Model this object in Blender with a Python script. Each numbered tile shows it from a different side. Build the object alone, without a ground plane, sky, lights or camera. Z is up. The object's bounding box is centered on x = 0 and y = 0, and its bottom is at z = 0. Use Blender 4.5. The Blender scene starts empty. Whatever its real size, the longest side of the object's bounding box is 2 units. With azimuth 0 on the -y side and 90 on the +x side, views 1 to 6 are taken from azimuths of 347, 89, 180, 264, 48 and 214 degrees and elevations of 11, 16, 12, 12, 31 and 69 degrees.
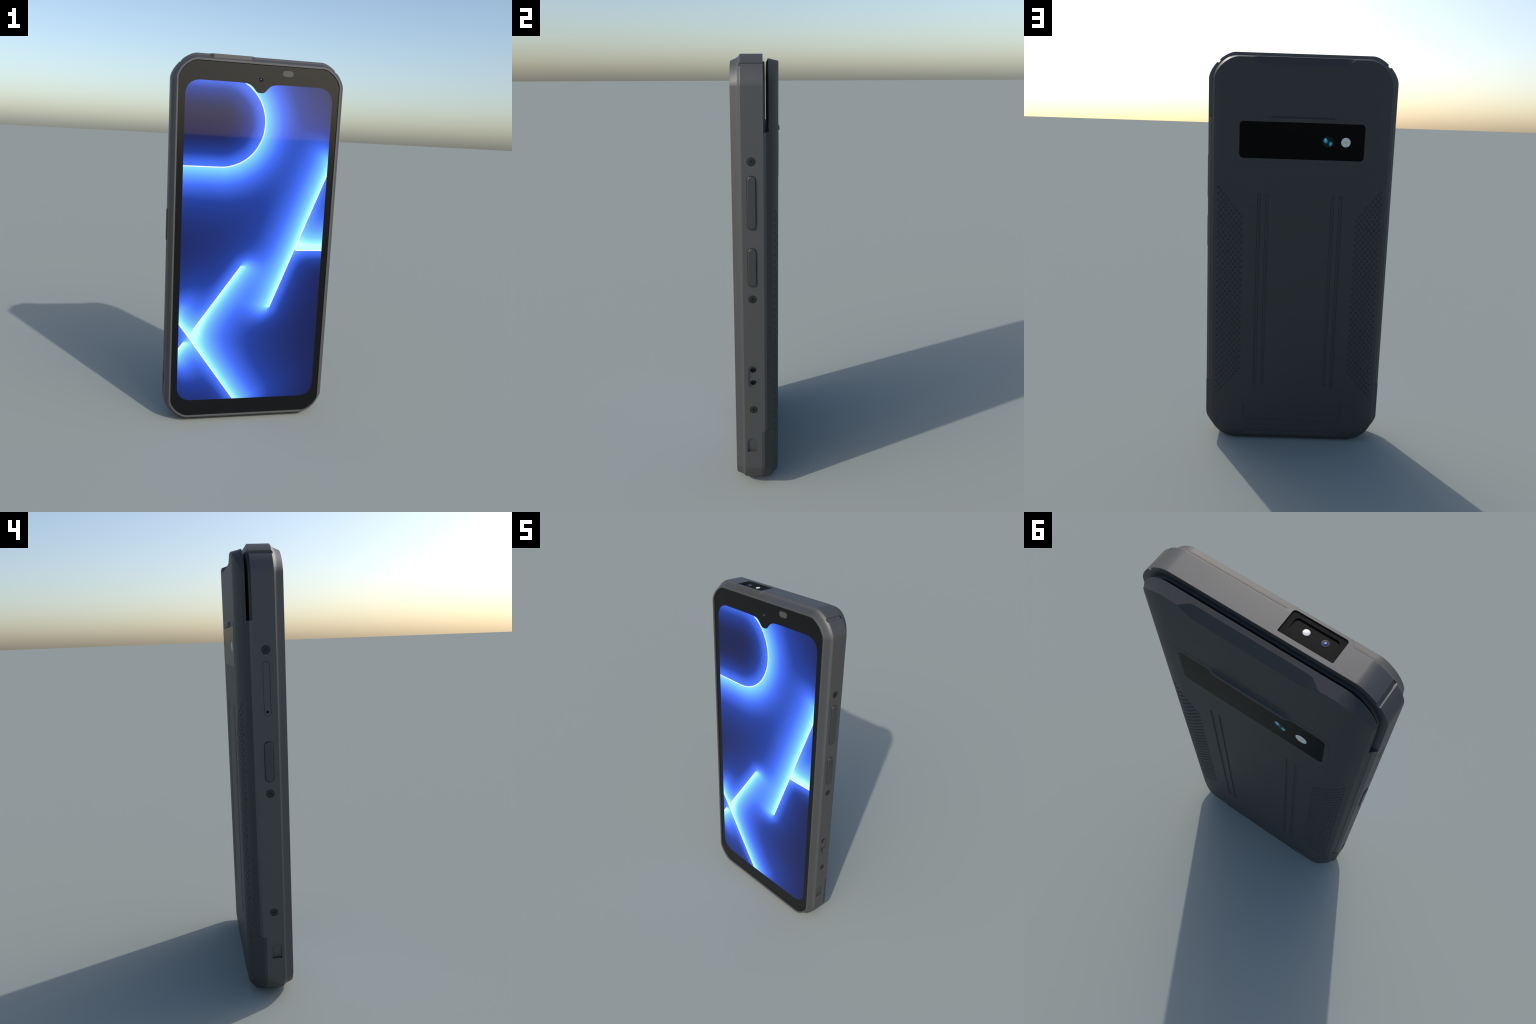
import bpy, bmesh, math
import numpy as np
from mathutils import Vector, Matrix

# =====================================================================
#  Rugged smartphone standing upright, screen towards -y, back towards +y
# =====================================================================
TOP, BOT, HALF_W = 2.0, 0.0, 0.4620          # frame outline
CORNER = 0.119                                # size of the arced corners

root = bpy.data.objects.new("rugged_smartphone", None)
bpy.context.scene.collection.objects.link(root)
root["label"] = "thick dark grey rugged smartphone with glowing blue screen"
root["category"] = "smartphone"


# ---------------------------------------------------------------- materials
class Nodes:
    """small helper that writes formulas as shader nodes"""
    def __init__(self, name):
        self.mat = bpy.data.materials.new(name)
        self.mat.use_nodes = True
        self.t = self.mat.node_tree
        self.bsdf = self.t.nodes["Principled BSDF"]

    def new(self, kind, **kw):
        n = self.t.nodes.new(kind)
        for k, v in kw.items():
            setattr(n, k, v)
        return n

    def put(self, sock, v):
        if isinstance(v, bpy.types.NodeSocket):
            self.t.links.new(v, sock)
        else:
            sock.default_value = v

    def m(self, op, *args, clamp=False):
        n = self.new("ShaderNodeMath", operation=op, use_clamp=clamp)
        for i, a in enumerate(args):
            self.put(n.inputs[i], a)
        return n.outputs[0]

    def xyz(self):
        c = self.new("ShaderNodeTexCoord")
        s = self.new("ShaderNodeSeparateXYZ")
        self.t.links.new(c.outputs["Object"], s.inputs[0])
        return s.outputs[0], s.outputs[1], s.outputs[2]

    def ramp(self, fac, stops, mode="LINEAR"):
        n = self.new("ShaderNodeValToRGB")
        n.color_ramp.interpolation = mode
        e = n.color_ramp.elements
        while len(e) < len(stops):
            e.new(0.5)
        for el, (p, c) in zip(e, stops):
            el.position = p
            el.color = (*c, 1)
        self.put(n.inputs[0], fac)
        return n.outputs[0]

    def mix(self, fac, a, b):
        n = self.new("ShaderNodeMix", data_type="RGBA")
        self.put(n.inputs[0], fac)
        self.put(n.inputs[6], a)
        self.put(n.inputs[7], b)
        return n.outputs[2]


def srgb(r, g, b):
    f = lambda c: (c / 255 / 12.92) if c <= 10 else ((c / 255 + .055) / 1.055) ** 2.4
    return f(r), f(g), f(b)


def plain(name, color, rough, metallic=0.0, spec=0.5, grain=0.0, bump=0.0):
    n = Nodes(name)
    b = n.bsdf
    b.inputs["Roughness"].default_value = rough
    b.inputs["Metallic"].default_value = metallic
    b.inputs["Specular IOR Level"].default_value = spec
    b.inputs["Base Color"].default_value = (*color, 1)
    if grain:
        c = n.new("ShaderNodeTexCoord")
        t = n.new("ShaderNodeTexNoise")
        t.inputs["Scale"].default_value = 260
        t.inputs["Detail"].default_value = 3
        n.t.links.new(c.outputs["Object"], t.inputs["Vector"])
        lo = tuple(v * (1 - grain) for v in color)
        hi = tuple(v * (1 + grain) for v in color)
        n.put(b.inputs["Base Color"], n.ramp(t.outputs[0], [(.3, lo), (.7, hi)]))
        if bump:
            bp = n.new("ShaderNodeBump")
            bp.inputs["Strength"].default_value = bump
            bp.inputs["Distance"].default_value = 0.0006
            n.t.links.new(t.outputs[0], bp.inputs["Height"])
            n.t.links.new(bp.outputs[0], b.inputs["Normal"])
    return n.mat


M_FRAME = plain("frame_alloy", (.102, .101, .101), .53, .52, .45, .03)
M_COVER = plain("cover_polymer", (.061, .061, .061), .53, .20, .14, .03)
M_SCREW = plain("screw_black", (.022, .023, .023), .45, .3)
M_BUTTON = plain("button_alloy", (.075, .075, .076), .42, .55)
M_DARK = plain("hole_black", (.006, .006, .006), .6, 0, .2)
M_GLASS = plain("front_glass_black", (.0012, .0012, .0012), .20, 0, .40)
M_WINDOW = plain("camera_glass_black", (.0012, .0012, .0014), .30, 0, .06)
M_PLATE = plain("sensor_plate_black", (.005, .005, .005), .62, 0, .08)
M_SPEAKER = plain("earpiece_grey", (.065, .063, .058), .5)
M_RING = plain("lens_ring_dark", (.032, .033, .036), .5, 0, .2)


def wallpaper():
    """blue glow lines; every line shines on one side and is dim on the other"""
    n = Nodes("screen_picture")
    X, Y, Z = n.xyz()
    m = n.m

    def falloff(d, amp, lam, power):
        # amp / (1 + (d/lam)^power)
        q = m("POWER", m("DIVIDE", d, lam), power)
        return m("DIVIDE", amp, m("ADD", q, 1.0))

    glows, lines = [], []
    # big rounded tongue entering from the left
    px = m("MAXIMUM", m("SUBTRACT", X, -.2), 0.0)
    pz = m("SUBTRACT", Z, 1.663)
    ln = m("SQRT", m("ADD", m("MULTIPLY", px, px), m("MULTIPLY", pz, pz)))
    d = m("SUBTRACT", ln, .234)
    outside = m("GREATER_THAN", d, 0.0)
    ad = m("ABSOLUTE", d)
    g_out = falloff(ad, .87, .114, 1.5)
    g_in = falloff(ad, .52, .080, 1.9)
    glows.append(m("ADD", m("MULTIPLY", g_out, outside),
                   m("MULTIPLY", g_in, m("SUBTRACT", 1.0, outside))))
    lines.append(m("LESS_THAN", ad, .0026))

    def side_of(ax, az, bx, bz, sign=1.0):
        """soft mask, 1 on the left of the line a -> b (sign -1: on the right)"""
        L = math.hypot(bx - ax, bz - az) * sign
        v = m("ADD", m("MULTIPLY", m("SUBTRACT", X, ax), -(bz - az) / L),
              m("MULTIPLY", m("SUBTRACT", Z, az), (bx - ax) / L))
        return m("MULTIPLY_ADD", v, 200.0, .5, clamp=True)

    def segment(ax, az, bx, bz, amp=.98, lam=.11, dim=.51, dlam=.060, within=None):
        """glow to the left of the direction a -> b"""
        L = math.hypot(bx - ax, bz - az)
        tx, tz = (bx - ax) / L, (bz - az) / L
        rx, rz = m("SUBTRACT", X, ax), m("SUBTRACT", Z, az)
        u = m("ADD", m("MULTIPLY", rx, tx), m("MULTIPLY", rz, tz))
        v = m("ADD", m("MULTIPLY", rx, -tz), m("MULTIPLY", rz, tx))
        over = m("SUBTRACT", u, m("MINIMUM", m("MAXIMUM", u, 0.0), L))
        dist = m("SQRT", m("ADD", m("ADD", m("MULTIPLY", over, over), m("MULTIPLY", v, v)), 1e-9))
        side = m("DIVIDE", v, dist)
        s = m("POWER", m("MULTIPLY_ADD", side, .5, .5, clamp=True), 1.8)   # 0 dim side .. 1 bright side
        A = m("MULTIPLY_ADD", s, amp - dim, dim)
        lm = m("MULTIPLY_ADD", s, lam - dlam, dlam)
        g = falloff(dist, A, lm, m("MULTIPLY_ADD", s, -.4, 1.8))
        glows.append(m("MULTIPLY", g, within) if within else g)
        lines.append(m("LESS_THAN", dist, .0025))

    segment(.109, .664, .420, 1.4767, lam=.120)         # long diagonal, lit on the left
    segment(.2453, .9878, .420, .9885, 1.10, .150,
            within=side_of(.109, .664, .420, 1.4767, -1.0))       # short horizontal, lit above
    segment(-.0616, .8981, -.312, .5411, lam=.110,
            within=side_of(-.420, .610, -.0600, .1006))      # middle stroke, lit below
    segment(-.420, .610, -.0600, .1006, lam=.115)       # lower diagonal, lit on the right
    segment(-.3651, .4678, -.420, .395, 1.0, .11,
            within=side_of(-.420, .610, -.0600, .1006, -1.0))      # little stroke at the left rim

    total = 0.0                                           # soft maximum of all glows
    for g in glows:
        total = m("ADD", total, m("POWER", g, 2.6))
    val = m("MINIMUM", m("POWER", total, 1 / 2.6), .985)
    col = n.ramp(val, [(0, srgb(8, 10, 48)), (.12, srgb(14, 26, 84)), (.30, srgb(27, 60, 158)),
                       (.50, srgb(66, 112, 252)), (.68, srgb(98, 165, 255)),
                       (.82, srgb(120, 205, 255)), (.95, srgb(160, 255, 255)), (1, srgb(215, 255, 255))])
    white = lines[0]
    for l in lines[1:]:
        white = m("MAXIMUM", white, l)
    col = n.mix(white, col, (1, 1, 1, 1))
    b = n.bsdf
    b.inputs["Base Color"].default_value = (.001, .001, .001, 1)
    b.inputs["Roughness"].default_value = .03
    b.inputs["Specular IOR Level"].default_value = .42
    n.put(b.inputs["Emission Color"], col)
    b.inputs["Emission Strength"].default_value = 1.0     # a lit display
    return n.mat


def lamp_material(name, cx, cz, r, axes):
    """whitish reflector with a yellow die in the middle and faint rays"""
    n = Nodes(name)
    c = n.xyz()
    dx, dz = n.m("SUBTRACT", c[axes[0]], cx), n.m("SUBTRACT", c[axes[1]], cz)
    d = n.m("DIVIDE", n.m("SQRT", n.m("ADD", n.m("MULTIPLY", dx, dx), n.m("MULTIPLY", dz, dz))), r)
    ang = n.m("ARCTAN2", dz, dx)
    ray = n.m("MULTIPLY_ADD", n.m("SINE", n.m("MULTIPLY_ADD", ang, 5.0, .7)), .5, .5)
    body = n.mix(ray, (.66, .64, .62, 1), (.75, .74, .73, 1))
    core = n.m("SUBTRACT", 1.0, n.m("MULTIPLY", d, 2.4), clamp=True)
    col = n.mix(n.m("MULTIPLY", core, .9), body, (.62, .55, .16, 1))
    n.put(n.bsdf.inputs["Base Color"], col)
    n.bsdf.inputs["Roughness"].default_value = .25
    return n.mat


def lens_material(name, cx, cz, r, axes, deep, spots):
    """dark lens; its coloured reflections are painted into the base colour as soft ellipses"""
    n = Nodes(name)
    c = n.xyz()
    col = (*deep, 1)
    for (ox, oz, sx, sz, rot, color) in spots:
        dx = n.m("DIVIDE", n.m("SUBTRACT", c[axes[0]], cx + ox * r), r)
        dz = n.m("DIVIDE", n.m("SUBTRACT", c[axes[1]], cz + oz * r), r)
        ca, sa = math.cos(rot), math.sin(rot)
        u = n.m("ADD", n.m("MULTIPLY", dx, ca / sx), n.m("MULTIPLY", dz, sa / sx))
        v = n.m("ADD", n.m("MULTIPLY", dx, -sa / sz), n.m("MULTIPLY", dz, ca / sz))
        q = n.m("ADD", n.m("MULTIPLY", u, u), n.m("MULTIPLY", v, v))
        f = n.m("MULTIPLY", n.m("SUBTRACT", 1.0, q, clamp=True), 1.6, clamp=True)
        col = n.mix(f, col, (*color, 1))
    n.put(n.bsdf.inputs["Base Color"], col)
    n.bsdf.inputs["Roughness"].default_value = .3
    n.bsdf.inputs["Specular IOR Level"].default_value = .10
    return n.mat


# ---------------------------------------------------------------- geometry helpers
def to_object(name, verts, faces, mat=None, parent=root, smooth=35):
    me = bpy.data.meshes.new(name)
    me.from_pydata([tuple(v) for v in verts], [], faces)
    return finish(name, me, mat, parent, smooth)


def finish(name, me, mat, parent=root, smooth=35):
    me.name = name
    if mat:
        me.materials.clear()
        me.materials.append(mat)
    bm = bmesh.new()
    bm.from_mesh(me)
    bmesh.ops.recalc_face_normals(bm, faces=bm.faces)
    bm.to_mesh(me)
    bm.free()
    shade(me, smooth)
    ob = bpy.data.objects.new(name, me)
    bpy.context.scene.collection.objects.link(ob)
    if parent:
        ob.parent = parent
    return ob


def shade(me, angle):
    me.polygons.foreach_set("use_smooth", [True] * len(me.polygons))
    me.set_sharp_from_angle(angle=math.radians(angle))
    me.update()


def loft(loops):
    """closed solid through loops of equal vertex count"""
    n = len(loops[0])
    verts = [p for l in loops for p in l]
    faces = []
    for k in range(len(loops) - 1):
        for i in range(n):
            j = (i + 1) % n
            faces.append((k * n + i, k * n + j, (k + 1) * n + j, (k + 1) * n + i))
    faces.append(tuple(range(n))[::-1])
    faces.append(tuple(range((len(loops) - 1) * n, len(loops) * n)))
    return verts, faces


def corner_path(w, t, a, arc=9, fil=5, sag=.120, e=.10):
    """quarter corner from the top edge to the side edge: shallow arc, softened kinks"""
    p0, p1 = np.array((w - a, t)), np.array((w, t - a * .98))
    ch = p1 - p0
    c = np.linalg.norm(ch)
    s = sag * c
    R = c * c / (8 * s) + s / 2
    nrm = np.array((-ch[1], ch[0])) / c
    if nrm @ np.array((1, 1)) < 0:
        nrm = -nrm
    cen = (p0 + p1) / 2 - nrm * (R - s)
    a0 = math.atan2(*(p0 - cen)[::-1])
    a1 = math.atan2(*(p1 - cen)[::-1])
    at = lambda f: cen + R * np.array((math.cos(a0 + (a1 - a0) * f), math.sin(a0 + (a1 - a0) * f)))
    pts = []
    q0, q1 = p0 - np.array((e * a, 0)), at(e)
    for i in range(fil):
        f = i / fil
        pts.append((1 - f) ** 2 * q0 + 2 * f * (1 - f) * p0 + f * f * q1)
    for i in range(arc):
        pts.append(at(e + (1 - 2 * e) * i / arc))
    q0, q1 = at(1 - e), p1 - np.array((0, e * a))
    for i in range(fil + 1):
        f = i / fil
        pts.append((1 - f) ** 2 * q0 + 2 * f * (1 - f) * p1 + f * f * q1)
    return pts


def body_loop(y, w, t, b, a, e=.10):
    """phone outline at depth y: half width w, top t, bottom b, corner size a"""
    tr = corner_path(w, t, a, e=e)
    br = [np.array((p[0], b + (t - p[1]))) for p in reversed(tr)]
    right = tr + br
    left = [np.array((-p[0], p[1])) for p in reversed(right)]
    return [(p[0], y, p[1]) for p in right + left]


def inset_loop(y, d, db=None):
    db = d if db is None else db
    return body_loop(y, HALF_W - .87 * d, TOP - d, BOT + db, CORNER - .87 * d)


def rounded_rect(w, h, r, n=8):
    pts = []
    for cx, cy, a0 in ((w - r, h - r, 0), (-w + r, h - r, 90), (-w + r, -h + r, 180), (w - r, -h + r, 270)):
        for i in range(n + 1):
            a = math.radians(a0 + 90 * i / n)
            pts.append((cx + r * math.cos(a), cy + r * math.sin(a)))
    return pts


def slab(name, outline, place, levels, mat=None, parent=root, smooth=35):
    """stack of scaled outlines; levels = [(height, inset)], place maps (u,v,h) to xyz"""
    loops = []
    arr = np.array(outline)
    nxt, prv = np.roll(arr, -1, 0), np.roll(arr, 1, 0)
    tang = nxt - prv
    nrm = np.stack((tang[:, 1], -tang[:, 0]), 1)
    nrm /= np.maximum(np.linalg.norm(nrm, axis=1, keepdims=True), 1e-9)
    area = 0.5 * np.sum(arr[:, 0] * nxt[:, 1] - nxt[:, 0] * arr[:, 1])
    if area < 0:
        nrm = -nrm
    for h, ins in levels:
        pts = arr - nrm * ins
        loops.append([place(u, v, h) for u, v in pts])
    return to_object(name, *loft(loops), mat, parent, smooth)


def circle(r, n=32):
    return [(r * math.cos(2 * math.pi * i / n), r * math.sin(2 * math.pi * i / n)) for i in range(n)]


def boolean(ob, cutters, op="DIFFERENCE"):
    for c in cutters:
        md = ob.modifiers.new("b", "BOOLEAN")
        md.operation = op
        md.object = c
        md.solver = "MANIFOLD"
    bpy.context.view_layer.update()
    dg = bpy.context.evaluated_depsgraph_get()
    me = bpy.data.meshes.new_from_object(ob.evaluated_get(dg))
    old = ob.data
    ob.modifiers.clear()
    mats = [m for m in old.materials if m][:1]
    me.materials.clear()
    for m_ in mats:
        me.materials.append(m_)
    me.polygons.foreach_set("material_index", [0] * len(me.polygons))
    ob.data = me
    bpy.data.meshes.remove(old)
    for c in cutters:
        d = c.data
        bpy.data.objects.remove(c)
        bpy.data.meshes.remove(d)
    return ob


def box(name, x0, x1, y0, y1, z0, z1):
    v = [(x, y, z) for x in (x0, x1) for y in (y0, y1) for z in (z0, z1)]
    f = [(0, 1, 3, 2), (4, 6, 7, 5), (0, 4, 5, 1), (2, 3, 7, 6), (0, 2, 6, 4), (1, 5, 7, 3)]
    return to_object(name, v, f, parent=None)


# ---------------------------------------------------------------- frame
prof = [(-.0975, .0393), (-.1054, .0384), (-.1061, .0374), (-.1061, .0286), (-.1053, .0274),
        (-.0845, .0182), (-.0755, .0132), (-.0728, .0098), (-.0672, .0022), (-.0650, .0004),
        (-.0630, 0), (.0275, 0), (.0290, .0006), (.0350, .0085), (.0400, .0150)]
frame = to_object("frame", *loft([inset_loop(y, d, d * (.9 if y < 0 else 1)) for y, d in prof]), M_FRAME)

# brow over the sensor bay on the top edge
brow = slab("brow", [(-.268, -.05), (-.273, -.0645), (-.269, -.070), (-.2525, -.0855), (-.2485, -.0872),
                     (-.056, -.0872), (-.052, -.0855), (-.0355, -.070), (-.0315, -.0645), (-.0365, -.05)],
            lambda u, v, h: (u, v, h), [(1.955, 0), (1.9985, 0), (1.9999, .0012)], parent=None)
boolean(frame, [brow], "UNION")

SX = .4618
cut = []
# sensor bay
def bay_outline(w, h, rf, rb, n=8):
    pts = []
    for cx, cy, a0, r in ((w - rb, h - rb, 0, rb), (-w + rb, h - rb, 90, rb), (-w + rf, -h + rf, 180, rf), (w - rf, -h + rf, 270, rf)):
        for i in range(n + 1):
            a = math.radians(a0 + 90 * i / n)
            pts.append((cx + r * math.cos(a), cy + r * math.sin(a)))
    return pts


bay = bay_outline(.0962, .0450, .0110, .0045)
cut.append(slab("c", bay, lambda u, v, h: (u - .1502, v - .0338, h), [(1.990, 0), (2.02, 0)], parent=None))
# grooves across the four corners
def corner_groove(sx, top):
    c = Vector((.4160 * sx, 0, 1 + .9560 * top))
    n = Vector((sx * .707, 0, top * .707))
    t = Vector((sx * .707, 0, -top * .707))
    tri = [(-.0135, .006), (-.0095, -.001), (-.0065, -.0058), (-.0030, -.0074),
           (.0030, -.0074), (.0065, -.0058), (.0095, -.001), (.0135, .006)]
    loops = [[tuple(c + t * (u - .001) + n * v + Vector((0, y, 0))) for u, v in tri] for y in (-.0695, .06)]
    return to_object("c", *loft(loops), parent=None)


cut += [corner_groove(sx, top) for sx in (1, -1) for top in (1, -1)]
# seats for screws, keys, tray, port and tabs
YC = -.0224


def side_place(s, z0):
    return lambda u, v, h: (s * (SX + h), YC + u * s, z0 + v)


def seat(s, z0, outline, depth, lip=0.0):
    lv = [(-depth, 0), (-.0005, 0), (.02, lip)] if lip else [(-depth, 0), (.02, 0)]
    cut.append(slab("c", outline, side_place(s, z0), lv, parent=None))


SCREW_Z = (1.5730, .9722, .4303)
for s in (1, -1):
    for z in SCREW_Z:
        seat(s, z, circle(.0186), .0060)
KEYS = [(1, 1.3995, .0198, .1155), (1, 1.1170, .0198, .0875), (-1, 1.1095, .0198, .0875)]
for s, z, w, h in KEYS:
    seat(s, z, rounded_rect(w, h, w - .0005), .006)
seat(-1, 1.4148, rounded_rect(.0148, .1120, .0142), .004)
# lanyard port: shallow basin with two bores (+x side)
seat(1, .597, rounded_rect(.0225, .0552, .0220), .0045, -.004)
for dz in (.0318, -.0312):
    seat(1, .597 + dz, circle(.0142), .034)
# arched finger tabs
for s in (1, -1):
    arch = [(-.0222, -.0365), (.0222, -.0365)] + [(.0222 * math.cos(a), .0143 + .0222 * math.sin(a))
            for a in np.linspace(0, math.pi, 15)]
    cut.append(slab("c", arch, lambda u, v, h, s=s: (s * (SX + (h if h > 0 else -.0095 + .0055 * (v + .0365) / .073)), -.0313 + u, .2435 + v),
                    [(-.01, 0), (.02, 0)], parent=None))
# slot between the frame and the upper back cover
cut.append(box("c", -.6, .6, .0278, .2, 1.690, 2.2))
boolean(frame, cut)
inner = to_object("inner", *loft([body_loop(.020, .4335, 1.9700, 1.50, .100), body_loop(.0345, .4335, 1.9700, 1.50, .100),
                                  body_loop(.0362, .4318, 1.9680, 1.50, .098)]), parent=None)
boolean(inner, [box("c", -.6, .6, -.1, .3, 1.3, 1.680)])
boolean(frame, [inner], "UNION")
shade(frame.data, 28)



def even_normals(ob):
    """large flat faces keep a flat look next to their small bevels"""
    md = ob.modifiers.new("w", "WEIGHTED_NORMAL")
    md.keep_sharp = True
    md.weight = 80
    bpy.context.view_layer.update()
    me = bpy.data.meshes.new_from_object(ob.evaluated_get(bpy.context.evaluated_depsgraph_get()))
    ob.modifiers.clear()
    ob.data = me


even_normals(frame)
# ---------------------------------------------------------------- front glass and screen
GX, GT, GB = .4274, 1.9603, .0357
glass = slab("front_glass", [(p[0], p[2]) for p in body_loop(0, GX, GT, GB, CORNER - .0345)],
             lambda u, v, h: (u, -h, v), [(.0970, 0), (.0993, 0), (.0999, .0006)], M_GLASS)

SXW, ST, SB, SR = .3937, 1.8660, .1248, .082
out = []
for cx, cz, a0 in ((SXW - SR, SB + SR, -90), (SXW - SR, ST - SR, 0)):
    for i in range(13):
        a = math.radians(a0 + 90 * i / 12)
        ca, sa = math.cos(a), math.sin(a)
        q = 2 / 2.25
        out.append((cx + SR * math.copysign(abs(ca) ** q, ca), cz + SR * math.copysign(abs(sa) ** q, sa)))
for x in np.linspace(.125, -.125, 51):                      # water-drop notch
    out.append((x, ST - .0478 * (1 / (1 + (abs(x) / .0385) ** 3.6) - .0144)))
for cx, cz, a0 in ((-SXW + SR, ST - SR, 90), (-SXW + SR, SB + SR, 180)):
    for i in range(13):
        a = math.radians(a0 + 90 * i / 12)
        ca, sa = math.cos(a), math.sin(a)
        out.append((cx + SR * math.copysign(abs(ca) ** q, ca), cz + SR * math.copysign(abs(sa) ** q, sa)))
screen = slab("screen", out, lambda u, v, h: (u, -h, v), [(.0985, 0), (.1002, 0)], wallpaper())

earpiece = slab("earpiece", rounded_rect(.0283, .0148, .0140), lambda u, v, h: (.1420 + u, -h, 1.9250 + v),
                [(.0990, 0), (.1001, 0)], M_SPEAKER)
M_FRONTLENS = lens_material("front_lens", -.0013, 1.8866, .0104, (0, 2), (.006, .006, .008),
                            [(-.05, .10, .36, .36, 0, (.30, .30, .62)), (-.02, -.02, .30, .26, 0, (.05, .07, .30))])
fcam = slab("front_camera", circle(.0128), lambda u, v, h: (-.0013 + u, -h, 1.8866 + v),
            [(.0990, 0), (.1000, 0), (.1004, .0008), (.1004, .0022), (.1001, .0026)], plain("front_camera_ring", (.012, .012, .012), .4, 0, .3))
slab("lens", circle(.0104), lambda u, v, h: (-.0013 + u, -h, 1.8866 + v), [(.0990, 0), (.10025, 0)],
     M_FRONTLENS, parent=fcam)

# ---------------------------------------------------------------- side keys, screws, tray
for s, z, w, h in KEYS:
    slab("side_button", rounded_rect(w - .0015, h - .0015, w - .0020, 10), side_place(s, z),
         [(-.006, 0), (.0026, 0), (.0046, .0010), (.0058, .0028), (.0062, .0050)], M_BUTTON)
tray = slab("card_tray", rounded_rect(.0134, .1106, .0128), side_place(-1, 1.4148),
            [(-.004, 0), (-.0002, 0), (.0002, .0005)], M_FRAME)
boolean(tray, [slab("c", circle(.0062, 20), side_place(-1, 1.3200), [(-.0026, 0), (.02, 0)], parent=None)])
slab("eject_hole", circle(.0061, 20), side_place(-1, 1.3200), [(-.0029, 0), (-.0020, 0)], M_DARK, parent=tray)

screw_mesh = None
for s in (1, -1):
    for k, z in enumerate(SCREW_Z):
        if screw_mesh is None:
            o = slab("screw", circle(.0182, 40), lambda u, v, h: (h, u, v),
                     [(-.0060, 0), (-.0010, 0), (-.0006, .0008)], M_SCREW)
            w = .0021
            cross = [(w, .0068), (-w, .0068), (-w, w), (-.0068, w), (-.0068, -w), (-w, -w), (-w, -.0068),
                     (w, -.0068), (w, -w), (.0068, -w), (.0068, w), (w, w)]
            boolean(o, [slab("c", cross, lambda u, v, h: (h, u, v), [(-.0050, 0), (.01, 0)], parent=None)])
            shade(o.data, 30)
            screw_mesh = o.data
        else:
            o = bpy.data.objects.new("screw", screw_mesh)
            bpy.context.scene.collection.objects.link(o)
            o.parent = root
        o.location = (s * SX, YC, z)
        o.rotation_euler = (math.radians((0, 17, -24)[k]) * s, 0, 0 if s > 0 else math.pi)

# ---------------------------------------------------------------- sensor plate in the top bay
plate = slab("sensor_plate", bay_outline(.0958, .0446, .0106, .0041), lambda u, v, h: (u - .1502, v - .0338, h),
             [(1.9880, 0), (1.9958, 0), (1.9963, .0005)], M_PLATE)
ramp_out = rounded_rect(.0760, .0400, .012)
wl = [[(u - .1505, v - .0230, (1.9963 - .0048 * (.017 - v) / .057 if lev == 0 else 2.02))
       for u, v in ramp_out] for lev in (0, 1)]
boolean(plate, [to_object("c", *loft(wl), parent=None)])
shade(plate.data, 20)


def floor_z(y):
    return 1.9963 - .0048 * (.017 - (y + .0230)) / .057


TOPY = -.0348
lz = floor_z(TOPY)
tilt = .0048 / .057
slab("flash_lamp", circle(.0116), lambda u, v, h: (-.1262 + u, TOPY + v, lz + h + v * tilt),
     [(-.002, 0), (.0007, 0), (.0011, .0010)], lamp_material("flash_top", -.1262, TOPY, .0116, (0, 1)), parent=plate)
tc = slab("camera_lens", circle(.0128), lambda u, v, h: (-.1915 + u, TOPY + v, lz + h + v * tilt),
          [(-.002, 0), (.0006, 0), (.0010, .0008), (.0010, .0050), (.0004, .0058)], M_RING, parent=plate)
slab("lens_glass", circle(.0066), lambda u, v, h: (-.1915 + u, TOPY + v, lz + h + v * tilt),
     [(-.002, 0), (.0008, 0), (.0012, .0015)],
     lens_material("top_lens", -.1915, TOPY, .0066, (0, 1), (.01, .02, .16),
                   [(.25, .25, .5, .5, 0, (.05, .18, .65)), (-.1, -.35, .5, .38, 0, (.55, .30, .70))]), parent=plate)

# ---------------------------------------------------------------- back cover: relief surface
BACK = .0936
DX, DZ = .01296, .01607           # dimple lattice


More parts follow.
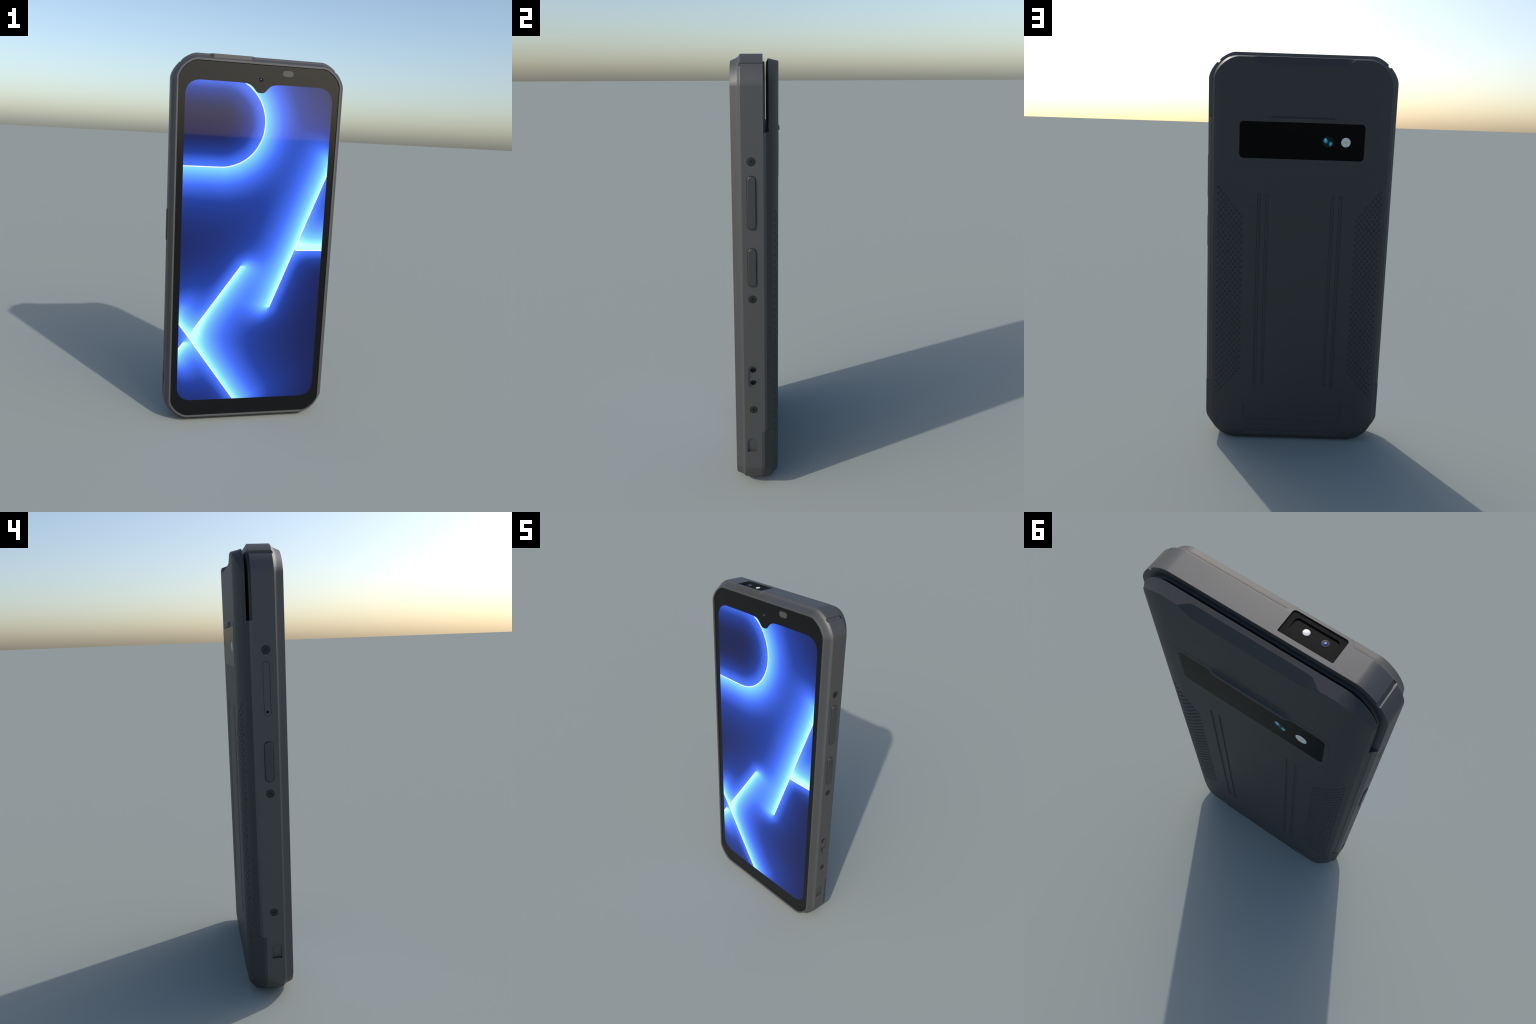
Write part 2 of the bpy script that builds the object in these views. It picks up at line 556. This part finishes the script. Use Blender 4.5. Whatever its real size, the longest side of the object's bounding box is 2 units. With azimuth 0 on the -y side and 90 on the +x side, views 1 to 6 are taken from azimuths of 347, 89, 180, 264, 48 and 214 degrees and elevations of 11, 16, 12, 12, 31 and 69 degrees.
def relief(x, z):
    """height of the back cover's outer face (metres along +y)"""
    ax = np.abs(x)
    side = 3.2 * np.clip(ax - .333, 0, None) ** 2
    low = 104 * np.clip(.075 - z, 0, None) ** 3
    y = BACK - side - np.minimum(low, .0055 + .1 * np.clip(.0375 - z, 0, None))

    # camera island
    def rrect(px, pz, w, h, r):
        qx, qz = np.abs(px) - (w - r), np.abs(pz) - (h - r)
        return np.hypot(np.clip(qx, 0, None), np.clip(qz, 0, None)) + np.minimum(np.maximum(qx, qz), 0) - r
    step = lambda t: np.clip(t, 0, 1) ** 2 * (3 - 2 * np.clip(t, 0, 1))
    cz = 1.5878
    rim = rrect(x, z - cz, .3225, .1055, .042)
    flat = BACK + .0016
    y = np.where(rim < .004, y + (flat - y) * step((.004 - rim) / .005), y)
    # brow above the window
    along = step((.172 - ax) / .036)
    across = step((1.7045 - z) / .013) * (z > 1.6765)
    y = y + .0115 * along * across
    # window pocket
    win = rrect(x, z - cz, .3048, .0882, .0200)
    y = np.where(win < 0, y - .0022 * step(-win / .0016) - 0.0, y)

    # dimple fields
    j = np.round((.4030 - ax) / DX)
    ztop, zbot = 1.3520, .2390
    k = np.round((ztop - z) / DZ)
    depth = np.zeros_like(y)
    for dk in (-1, 0, 1):
        for dj in (-1, 0, 1):
            jj, kk = j + dj, k + dk
            ok = (np.mod(jj + kk, 2) == 0) & (jj >= 0) & (jj <= 9) & (kk >= jj) & (ztop - kk * DZ >= zbot + jj * DZ - .004)
            d = np.hypot(ax - (.4030 - jj * DX), z - (ztop - kk * DZ))
            depth = np.maximum(depth, np.where(ok, .0036 * step((.0074 - d) / .0026), 0))
    # long channels
    for cx in (.1625, .2025):
        d = np.hypot(ax - cx, z - np.clip(z, .3225, 1.3220))
        depth = np.maximum(depth, .0042 * step((.0084 - d) / .0022))
    # round plugs near the corners
    d = np.hypot(ax - .3870, z - 1.637)
    depth = np.maximum(depth, .0008 * step(1 - np.abs(d - .0270) / .0022))
    d = np.hypot(ax - .3740, z - .1130)
    depth = np.maximum(depth, .0018 * step(1 - np.abs(d - .0270) / .0020) * step((ax - .362) / .02))
    # open U line of the lower pad
    pad = rrect(x, z - .30, .2590, .1850, .030)
    depth = np.maximum(depth, .0026 * step(1 - np.abs(pad) / .0021) * step((.222 - z) / .03))
    y = y - depth

    # scoop at the top edge
    plane = .0930 - (z - 1.9425) * .667
    ends = .0936 - (.2040 + (z - 1.9425) * 1.48 - ax) * .65
    y = np.minimum(y, np.where(z > 1.93, np.logaddexp(plane * 260, ends * 260) / 260 - .0010, 9))
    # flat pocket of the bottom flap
    edge = np.maximum(ax - (.2485 - np.clip(z - .040, 0, 1) * .80), z - .0830)
    y = np.where(edge < 0, np.maximum(y, .0914), y)
    y = y - .0022 * step(1 - np.abs(edge) / .0022) * (z > .043)
    return y


def axis(breaks):
    """1-D grid with its own spacing per span"""
    out = []
    for a, b, s in breaks:
        n = max(1, int(round((b - a) / s)))
        out += list(np.linspace(a, b, n, endpoint=False))
    out.append(breaks[-1][1])
    return np.array(out)


hx = axis([(0, .150, .005), (.150, .216, .0016), (.216, .252, .004), (.252, .278, .0012), (.278, .412, .0012), (.412, .48, .003)])
gx = np.concatenate((-hx[:0:-1], hx))
gz = axis([(-.02, .03, .0020), (.03, .23, .0014), (.23, 1.362, .0012), (1.362, 1.48, .004), (1.48, 1.51, .0018), (1.51, 1.66, .006),
           (1.66, 1.71, .0012), (1.71, 1.93, .006), (1.93, 2.02, .0016)])
nx, nz = len(gx), len(gz)
X, Z = np.meshgrid(gx, gz)
Yr = relief(X, Z)
top = np.stack((X.ravel(), Yr.ravel(), Z.ravel()), 1)
per = ([(0, i) for i in range(nx)] + [(k, nx - 1) for k in range(1, nz)] +
       [(nz - 1, i) for i in range(nx - 2, -1, -1)] + [(k, 0) for k in range(nz - 2, 0, -1)])
pid = np.array([k * nx + i for k, i in per])
low = top[pid].copy()
low[:, 1] = -.02
verts = np.concatenate((top, low))
a = (np.arange(nz - 1)[:, None] * nx + np.arange(nx - 1)[None, :]).ravel()
quads = np.stack((a, a + nx, a + nx + 1, a + 1), 1)
m = len(pid)
base = len(top)
wall = np.stack((pid, np.roll(pid, -1), base + (np.arange(m) + 1) % m, base + np.arange(m)), 1)
quads = np.concatenate((quads, wall))
me = bpy.data.meshes.new("relief")
nq = len(quads)
me.vertices.add(len(verts))
me.vertices.foreach_set("co", verts.ravel())
me.loops.add(nq * 4 + m)
me.polygons.add(nq + 1)
me.loops.foreach_set("vertex_index", np.concatenate((quads.ravel(), (base + np.arange(m))[::-1])))
me.polygons.foreach_set("loop_start", np.concatenate((np.arange(nq) * 4, [nq * 4])))
me.polygons.foreach_set("loop_total", np.concatenate((np.full(nq, 4), [m])))
me.update(calc_edges=True)
me.validate()
relief_ob = finish("relief", me, M_COVER, parent=None)


# outline of the cover: tapered side wall, plus the lower shoe that wraps the frame
def cover_loop(y):
    w = .4398 - .66 * (y - .050) if y < .0655 else .4296 - .20 * (y - .0655)
    t = 1.9828 - .225 * (y - .050)
    return body_loop(y, w, t, .030, CORNER - .018 - .25 * (.4398 - w), e=.2)


cover = to_object("back_cover", *loft([cover_loop(y) for y in (.0392, .0655, .105)]), M_COVER)


def shoe_loop(y, w, b, a):
    return body_loop(y, w, 1.9, b, a)


shoe = to_object("shoe", *loft([shoe_loop(.0150, .4630, 0, .1195), shoe_loop(.0275, .4630, 0, .1195),
                                shoe_loop(.0295, .4612, 0, .1185), shoe_loop(.0395, .4512, 0, .1120),
                                shoe_loop(.0570, .4360, 0, .0980), shoe_loop(.0655, .4298, 0, .1080),
                                shoe_loop(.0700, .4270, .0002, .1180), shoe_loop(.0875, .4170, .0375, .0700),
                                shoe_loop(.1100, .4030, .0900, .0500)]), parent=None)
shoe = boolean(shoe, [box("c", -.6, .6, -.1, .3, .3125, 2.5)])
boolean(shoe, [corner_groove(sx, -1) for sx in (1, -1)])
boolean(cover, [shoe], "UNION")
boolean(cover, [relief_ob], "INTERSECT")
hollow = to_object("c", *loft([body_loop(.045, .430, 1.972, 1.60, .094), body_loop(.052, .430, 1.972, 1.60, .094),
                               body_loop(.0550, .426, 1.968, 1.60, .092)]), parent=None)
boolean(hollow, [box("c", -.6, .6, -.1, .3, 1.4, 1.700)])
boolean(cover, [box("c", -.6, .6, -.1, .0502, 1.690, 2.2), hollow])
cover.data.materials.clear()
cover.data.materials.append(M_COVER)
shade(cover.data, 28)
even_normals(cover)

# ---------------------------------------------------------------- rear camera window
WZ = 1.5878
WY = BACK + .0012
window = slab("camera_window", rounded_rect(.3044, .0878, .0196, 10), lambda u, v, h: (-u, h, WZ + v),
              [(BACK - .006, 0), (WY - .0003, 0), (WY, .0004)], M_WINDOW)
LZ = 1.5885
ring = slab("camera_lens", circle(.0262, 48), lambda u, v, h: (-.1262 - u, h, LZ + v),
            [(WY - .002, 0), (WY + .0004, 0), (WY + .0007, .0006), (WY + .0007, .0022), (WY + .0003, .0026)],
            plain("rear_lens_ring", (.012, .012, .013), .4, 0, .15), parent=window)
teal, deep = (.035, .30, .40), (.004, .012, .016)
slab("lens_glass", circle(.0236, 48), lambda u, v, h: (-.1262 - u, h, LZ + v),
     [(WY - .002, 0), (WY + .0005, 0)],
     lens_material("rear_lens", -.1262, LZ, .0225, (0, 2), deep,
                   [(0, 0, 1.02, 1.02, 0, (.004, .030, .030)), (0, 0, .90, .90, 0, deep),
                    (.42, .22, .50, .72, -.45, (.01, .13, .12)), (.62, .34, .46, .66, -.5, (.05, .50, .70)), (.54, .44, .18, .44, -.5, (.28, .68, .78)),  # teal flare and glints, drawn on the glass as fixed colour
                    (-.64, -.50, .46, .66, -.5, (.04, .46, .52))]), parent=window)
slab("flash_lamp", circle(.0226, 48), lambda u, v, h: (-.2130 - u, h, LZ + v),
     [(WY - .002, 0), (WY + .0006, 0)], lamp_material("flash_rear", -.2130, LZ, .0226, (0, 2)), parent=window)

for ob in list(root.children):
    if ob.name.startswith(("side_button", "front_glass", "card_tray", "sensor_plate")):
        even_normals(ob)
